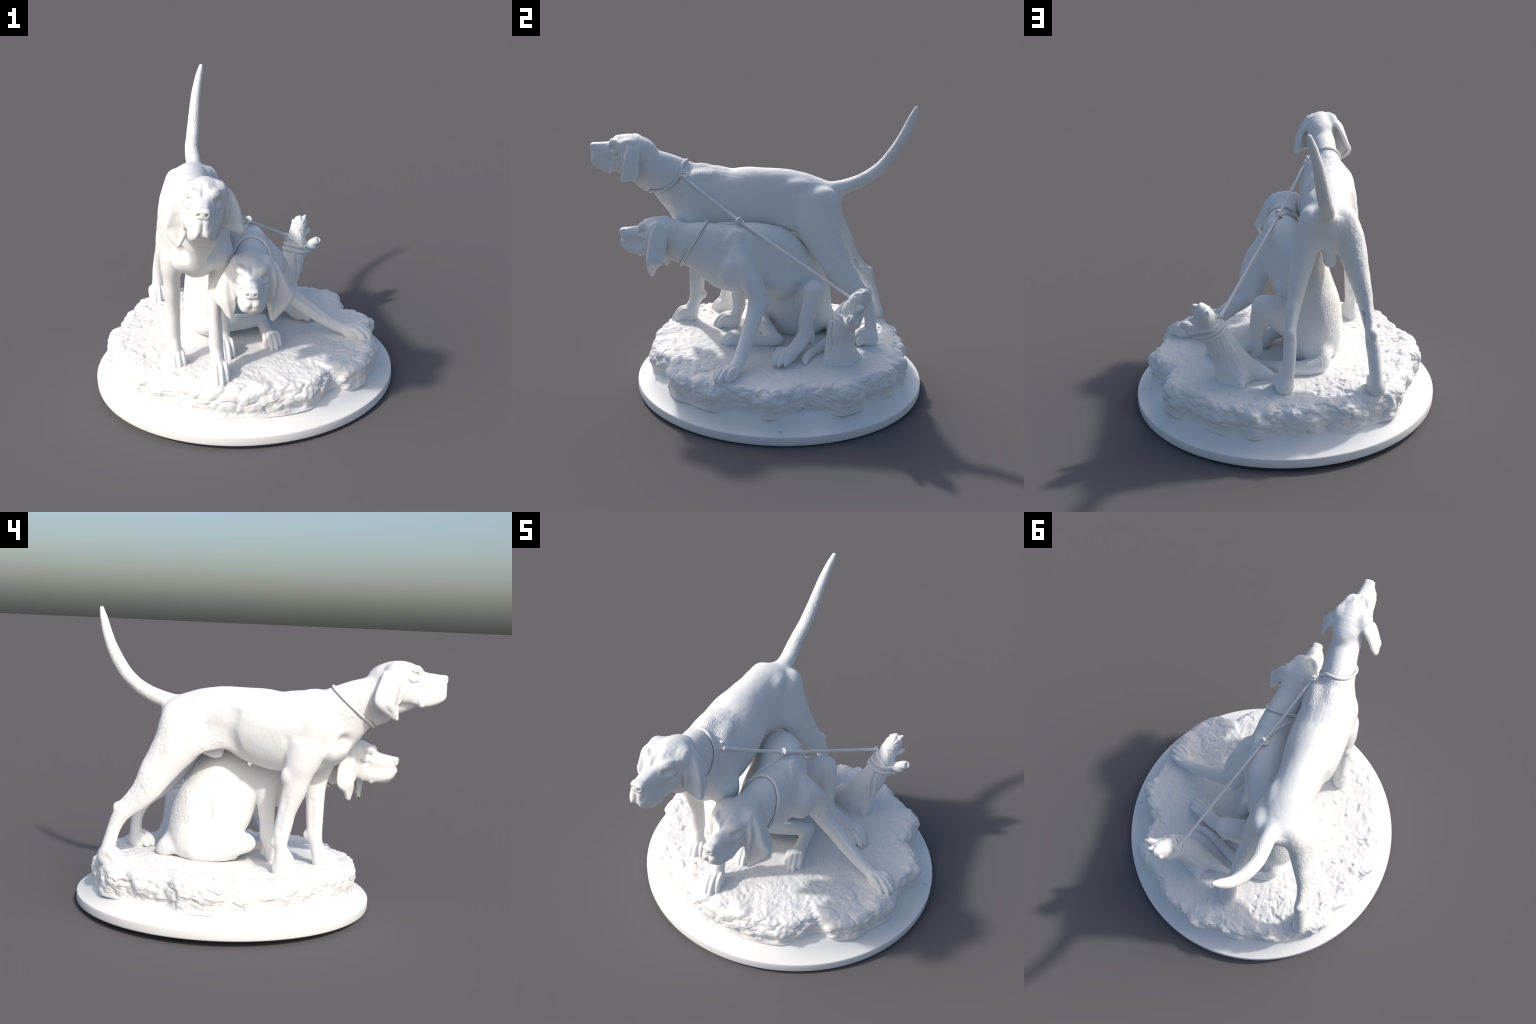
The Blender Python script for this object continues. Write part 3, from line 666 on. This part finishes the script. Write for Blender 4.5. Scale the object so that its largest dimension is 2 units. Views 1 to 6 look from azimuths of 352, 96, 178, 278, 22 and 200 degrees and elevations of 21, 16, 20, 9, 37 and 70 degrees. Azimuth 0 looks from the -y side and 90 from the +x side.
# ------------------------------------------------------------------ rock
ROCK_R = [(0, .765), (7, .735), (18, .66), (24, .70), (31, .765), (40, .76), (46, .72), (55, .745), (62, .75), (70, .73), (76, .76), (82, .728), (88, .722), (98, .742), (106, .72), (113, .75), (121, .742), (128, .75), (133, .78), (140, .76), (147, .73),
          (157, .727), (167, .71), (172, .755), (180, .758), (187, .755), (195, .722), (206, .732), (216, .755), (224, .742), (231, .728), (238, .720), (245, .742), (252, .750), (262, .742), (270, .748), (280, .750), (288, .752), (297, .722), (303, .685), (309, .748), (318, .775), (325, .76), (337, .765), (346, .724), (354, .718)]
def worley(P, scale, seed=0):
    """F1 distance and a random number per cell"""
    q = P/np.asarray(scale, float); i = np.floor(q).astype(np.int64); best = np.full(len(P), 9.); rnd = np.zeros(len(P))
    for a in (-1, 0, 1):
        for b in (-1, 0, 1):
            for c in (-1, 0, 1):
                j = i+np.array([a, b, c])
                o = [.5+.5*_hash(j[:, 0], j[:, 1], j[:, 2], seed+w) for w in (1, 2, 3)]
                d = sum((j[:, w]+o[w]-q[:, w])**2 for w in range(3))
                m = d < best; best[m] = d[m]; rnd[m] = _hash(j[:, 0], j[:, 1], j[:, 2], seed+7)[m]
    return np.sqrt(best), rnd
def rock_top(x, y):
    z = .281-.028*x+.004*np.sin(5*x+1)*np.cos(4*y)
    z = z+.018*np.exp(-((x+.32)**2+(y+.45)**2)/.06)+.006*np.clip((-.1-y)/.2, 0, 1)-.010*np.exp(-((x-.3)**2+(y-.2)**2)/.08)
    return z
# how far the foot of the rock runs out beyond its upper edge, by direction
ROCK_APRON = [(0, 0), (20, .006), (80, .004), (120, .006), (170, -.006), (200, .004), (250, .006), (290, .006), (330, -.006), (360, 0)]
def rock():
    nt, nr, ns = 900, 140, 60
    a = np.array([q[0] for q in ROCK_R], float); r = np.array([q[1] for q in ROCK_R])
    th = np.arange(nt)/nt*360
    R = np.interp(th, np.r_[a-360, a, a+360], np.r_[r, r, r])
    ker = np.exp(-.5*(np.arange(-9, 10)/3.2)**2); ker /= ker.sum()
    R = np.convolve(np.r_[R[-9:], R, R[:9]], ker, 'valid')
    t = np.radians(th)
    # profile (share of outline radius, share of height): flat top, rounded shoulder, undercut side
    key = np.array([(.0, 1.), (.91, 1.), (.95, .965), (.98, .86), (.995, .68), (1.0, .48), (.993, .30), (.985, .12), (.985, -.12)])
    side_ = spline(np.c_[key[1:], 0*key[1:, 0]], 9)[:, :2]
    prof = np.vstack([np.c_[np.linspace(0, 1, nr)**.8*.91, np.ones(nr)][:-1], side_])
    ap = np.array(ROCK_APRON); apron = np.interp(th, ap[:, 0], ap[:, 1])*(1+.35*vnoise(np.c_[np.cos(t), np.sin(t), 0*t], .22, 3))
    rr = prof[:, 0][:, None]*R[None, :]+apron[None, :]*np.clip((.93-prof[:, 1])/.55, 0, 1)[:, None]
    x = CX+rr*np.cos(t); y = CY+rr*np.sin(t)
    base = tilt(np.stack([x.ravel(), y.ravel(), np.full(x.size, .122)], 1))[:, 2].reshape(x.shape)
    P2 = np.stack([x.ravel(), y.ravel(), 0*x.ravel()], 1)
    e = prof[:, 0][:, None]
    rough = np.clip((e-.5)/.45, 0, 1)
    top = rock_top(x, y)+fbm(P2, .13, 3, 24).reshape(x.shape)*.014*rough
    z = base+prof[:, 1][:, None]*(top-base)
    P = np.stack([x, y, z], -1).reshape(-1, 3)
    i, j = np.meshgrid(np.arange(len(prof)-1), np.arange(nt), indexing='ij')
    Q = np.stack([i*nt+j, (i+1)*nt+j, (i+1)*nt+(j+1) % nt, i*nt+(j+1) % nt], -1).reshape(-1, 4)
    N = vnormals(P, Q); N[:nt*3] = (0, 0, 1)
    ee = np.repeat(prof[:, 0], nt); hh = np.repeat(prof[:, 1], nt)
    side = np.clip((ee-.84)/.13, 0, 1); topm = 1-side
    outer = np.clip((ee-.40)/.4, 0, 1)
    PW = P+.02*np.stack([vnoise(P, .06, 61+w) for w in range(3)], 1)
    f, rn = worley(PW*[1, 1, 1.5], .085, 5)
    d = (rn*.005+(.5-f)*.018)*side                      # big chipped blocks
    f2, rn2 = worley(PW*[1, 1, 1.3], .034, 15)
    d += (rn2*.003+(.45-f2)*.006)*(.12*topm*outer+.7*side)
    d += fbm(P*[1, 1, 1.3], .06, 4, 9)*.011*(.10+.6*side+.30*outer)
    # tooled hair-like strokes and pits on the top
    d += fbm(P2*[1, .55, 1], .016, 2, 41)*.0030*(.35+.65*outer)*topm
    west = np.clip((-P[:, 0]-.02)/.25, 0, 1)
    pits = np.clip(fbm(P2+.01*np.stack([vnoise(P2, .05, 31), vnoise(P2, .05, 32), 0*P2[:, 0]], 1), (.034, .028, 1), 2, 77)-.25, 0, 1)
    d -= pits*.032*topm*outer*(.35+.65*west)
    fade = np.clip((hh+.08)/.14, 0, 1)
    P = P+N*(d*fade)[:, None]
    return make_mesh('rock', P, Q, M_ROCK, root)
rock()

# ------------------------------------------------------------------ tree stump
def stump():
    G = Field((-.02, .40, .22), (.60, .76, .80), .004)
    t = G.tube
    t('stump', [(.275, .530, .27, .098, .085), (.286, .530, .33, .092, .078), (.305, .533, .40, .082, .074), (.345, .542, .47, .073, .068), (.373, .556, .53, .066, .062), (.395, .578, .58, .058, .056), (.410, .606, .63, .048, .051), (.424, .632, .68, .040, .044), (.434, .648, .715, .026, .030)], side=(1, 0, -.4), k=.02, nsub=5)
    # broken tip
    t('stump', [(.43, .62, .64, .02, .02), (.46, .64, .70, .016, .016), (.468, .64, .715, .01, .01)], k=.02)
    t('stump', [(.40, .63, .62, .02, .02), (.415, .665, .69, .014, .02)], k=.02)
    t('stump', [(.43, .64, .69, .018, .018), (.455, .648, .722, .013, .013), (.476, .657, .736, .004, .004)], k=.006)
    t('stump', [(.44, .63, .63, .020, .022), (.475, .64, .645, .015, .018), (.500, .646, .656, .004, .007)], k=.008)
    t('stump', [(.405, .645, .66, .016, .018), (.404, .685, .712, .004, .005)], k=.006)
    # side branch
    t('stump', [(.41, .59, .55, .035, .035), (.46, .588, .562, .028, .028), (.51, .588, .59, .022, .024), (.53, .586, .600, .018, .020)], side=(0, 1, 0), k=.025)
    G.ell('stump', (.535, .58, .605), (.010, .012, .018), k=.006, op='sub')
    # roots
    for q in ([(.26, .53, .36, .05, .045), (.19, .535, .32, .055, .04), (.12, .545, .285, .045, .028), (.06, .55, .258, .03, .014)],
              [(.28, .55, .35, .045, .04), (.262, .59, .31, .04, .032), (.245, .63, .268, .03, .016)],
              [(.33, .51, .36, .03, .03), (.338, .48, .31, .028, .024), (.345, .455, .268, .02, .012)]):
        t('stump', q, side=(0, 0, 1), k=.03)
    G.ell('stump', (.385, .545, .50), (.02, .012, .025), k=.02)
    P, Q, lab = G.mesh(); P, Q, lab = biggest(P, Q, lab)
    P = smooth(P, Q, 1, .3); N = vnormals(P, Q)
    A = np.arctan2(P[:, 1]-.575, P[:, 0]-(.285+.33*(P[:, 2]-.28)))
    d = fbm(np.stack([np.cos(A)*.05, np.sin(A)*.05, P[:, 2]*.18], 1), .018, 3, 3, ridge=True)*.005
    tip = np.clip((P[:, 2]-.63)/.06, 0, 1)
    d += fbm(P*[1, 1, .5], .028, 2, 8)*.007*tip
    return G, make_mesh('stump', P+N*d[:, None], Q, M_WOOD, root)
GS, stump_ob = stump()

# ------------------------------------------------------------------ ropes
def wrap(G, c, ax, r=.007, n=120, up=(0, 0, 1), rng=(0, 360), maxr=.3, slope=0., lift=.5):
    """rope path pressed against the surface of field G, round axis ax through c"""
    ax = nrm(ax); e1 = nrm(np.cross(np.cross(ax, up), ax)); e2 = np.cross(ax, e1)
    th = np.radians(np.linspace(*rng, n, endpoint=abs(rng[1]-rng[0]) < 359)); out = []
    ts = np.linspace(.01, maxr, 150)
    for q in th:
        dr = e1*math.cos(q)+e2*math.sin(q)
        cc = np.asarray(c, float)+ax*slope*(q-th[0])
        dv = G.sample(cc+ts[:, None]*dr)
        i = np.argmax(dv > 0)
        out.append((cc, dr, ts[i] if dv[i] > 0 else maxr))
    R = np.array([o[2] for o in out])
    k = np.ones(5)/5
    R = np.convolve(np.r_[R[-2:], R, R[:2]], k, 'valid') if abs(rng[1]-rng[0]) > 359 else R
    return np.array([o[0]+o[1]*(rr+r*lift) for o, rr in zip(out, R)])
knotA, knotB, tie = V(-.135, -.412, 1.192), V(.030, -.066, .984), V(.345, .598, .648)
leash = empty('leash', root)
def line(a, b, n=120): return a+(b-a)*np.linspace(0, 1, n)[:, None]
make_mesh('leash_rope', *sweep(line(knotA, knotB), .0092, 12, **TW), M_ROPE, leash)
make_mesh('leash_rope', *sweep(line(knotB, tie), .0092, 12, **TW), M_ROPE, leash)
def knot(c, s, name='knot', seed=0, ax=(1, 0, 0)):
    rg = np.random.RandomState(seed); t_ = np.linspace(0, 2*np.pi, 90, endpoint=False)
    p = np.stack([np.sin(t_)+2*np.sin(2*t_), np.cos(t_)-2*np.cos(2*t_), -np.sin(3*t_)], 1)*s/3
    M = np.linalg.qr(rg.randn(3, 3))[0]
    make_mesh(name, *sweep(np.asarray(c)+p@M.T, s*.36, 10, True), M_ROPE, leash)
knot(knotA, .015, seed=1); knot(knotA+V(-.012, .006, .03), .012, seed=4); knot(knotB, .021, seed=2); knot(knotB+V(.012, .026, -.012), .011, seed=5)
# loose end from the second knot forward along the back to the collar
def drape(G, pts, r, n=16):
    p = spline(pts, n)
    for _ in range(4):
        d = G.sample(p)-r*.5; p = p-d[:, None]*G.grad(p)
    return p
make_mesh('leash_rope', *sweep(drape(GB, [(.03, -.07, .985), (.01, -.12, .975), (-.03, -.18, .965), (-.08, -.24, .93)], .009), .009, 10), M_ROPE, leash)
# turns round the stump
p = wrap(GS, (.380, .568, .545), nrm((.35, .12, 1)), .009, n=260, rng=(0, 900), slope=.0045, maxr=.15, up=(1, 0, 0))
make_mesh('leash_rope', *sweep(p, .0112, 10), M_ROPE, leash)
p = wrap(GS, (.385, .60, .60), nrm((.75, .35, .7)), .009, n=120, maxr=.15, up=(0, 1, 0))
make_mesh('leash_rope', *sweep(p, .0108, 10, True), M_ROPE, leash)
knot(tie, .013, seed=7)
make_mesh('leash_rope', *sweep(drape(GS, [(.37, .53, .55), (.355, .50, .50), (.35, .49, .43), (.355, .475, .37), (.365, .465, .355), (.375, .48, .39), (.375, .50, .46), (.38, .515, .53)], .009), .010, 10), M_ROPE, leash)
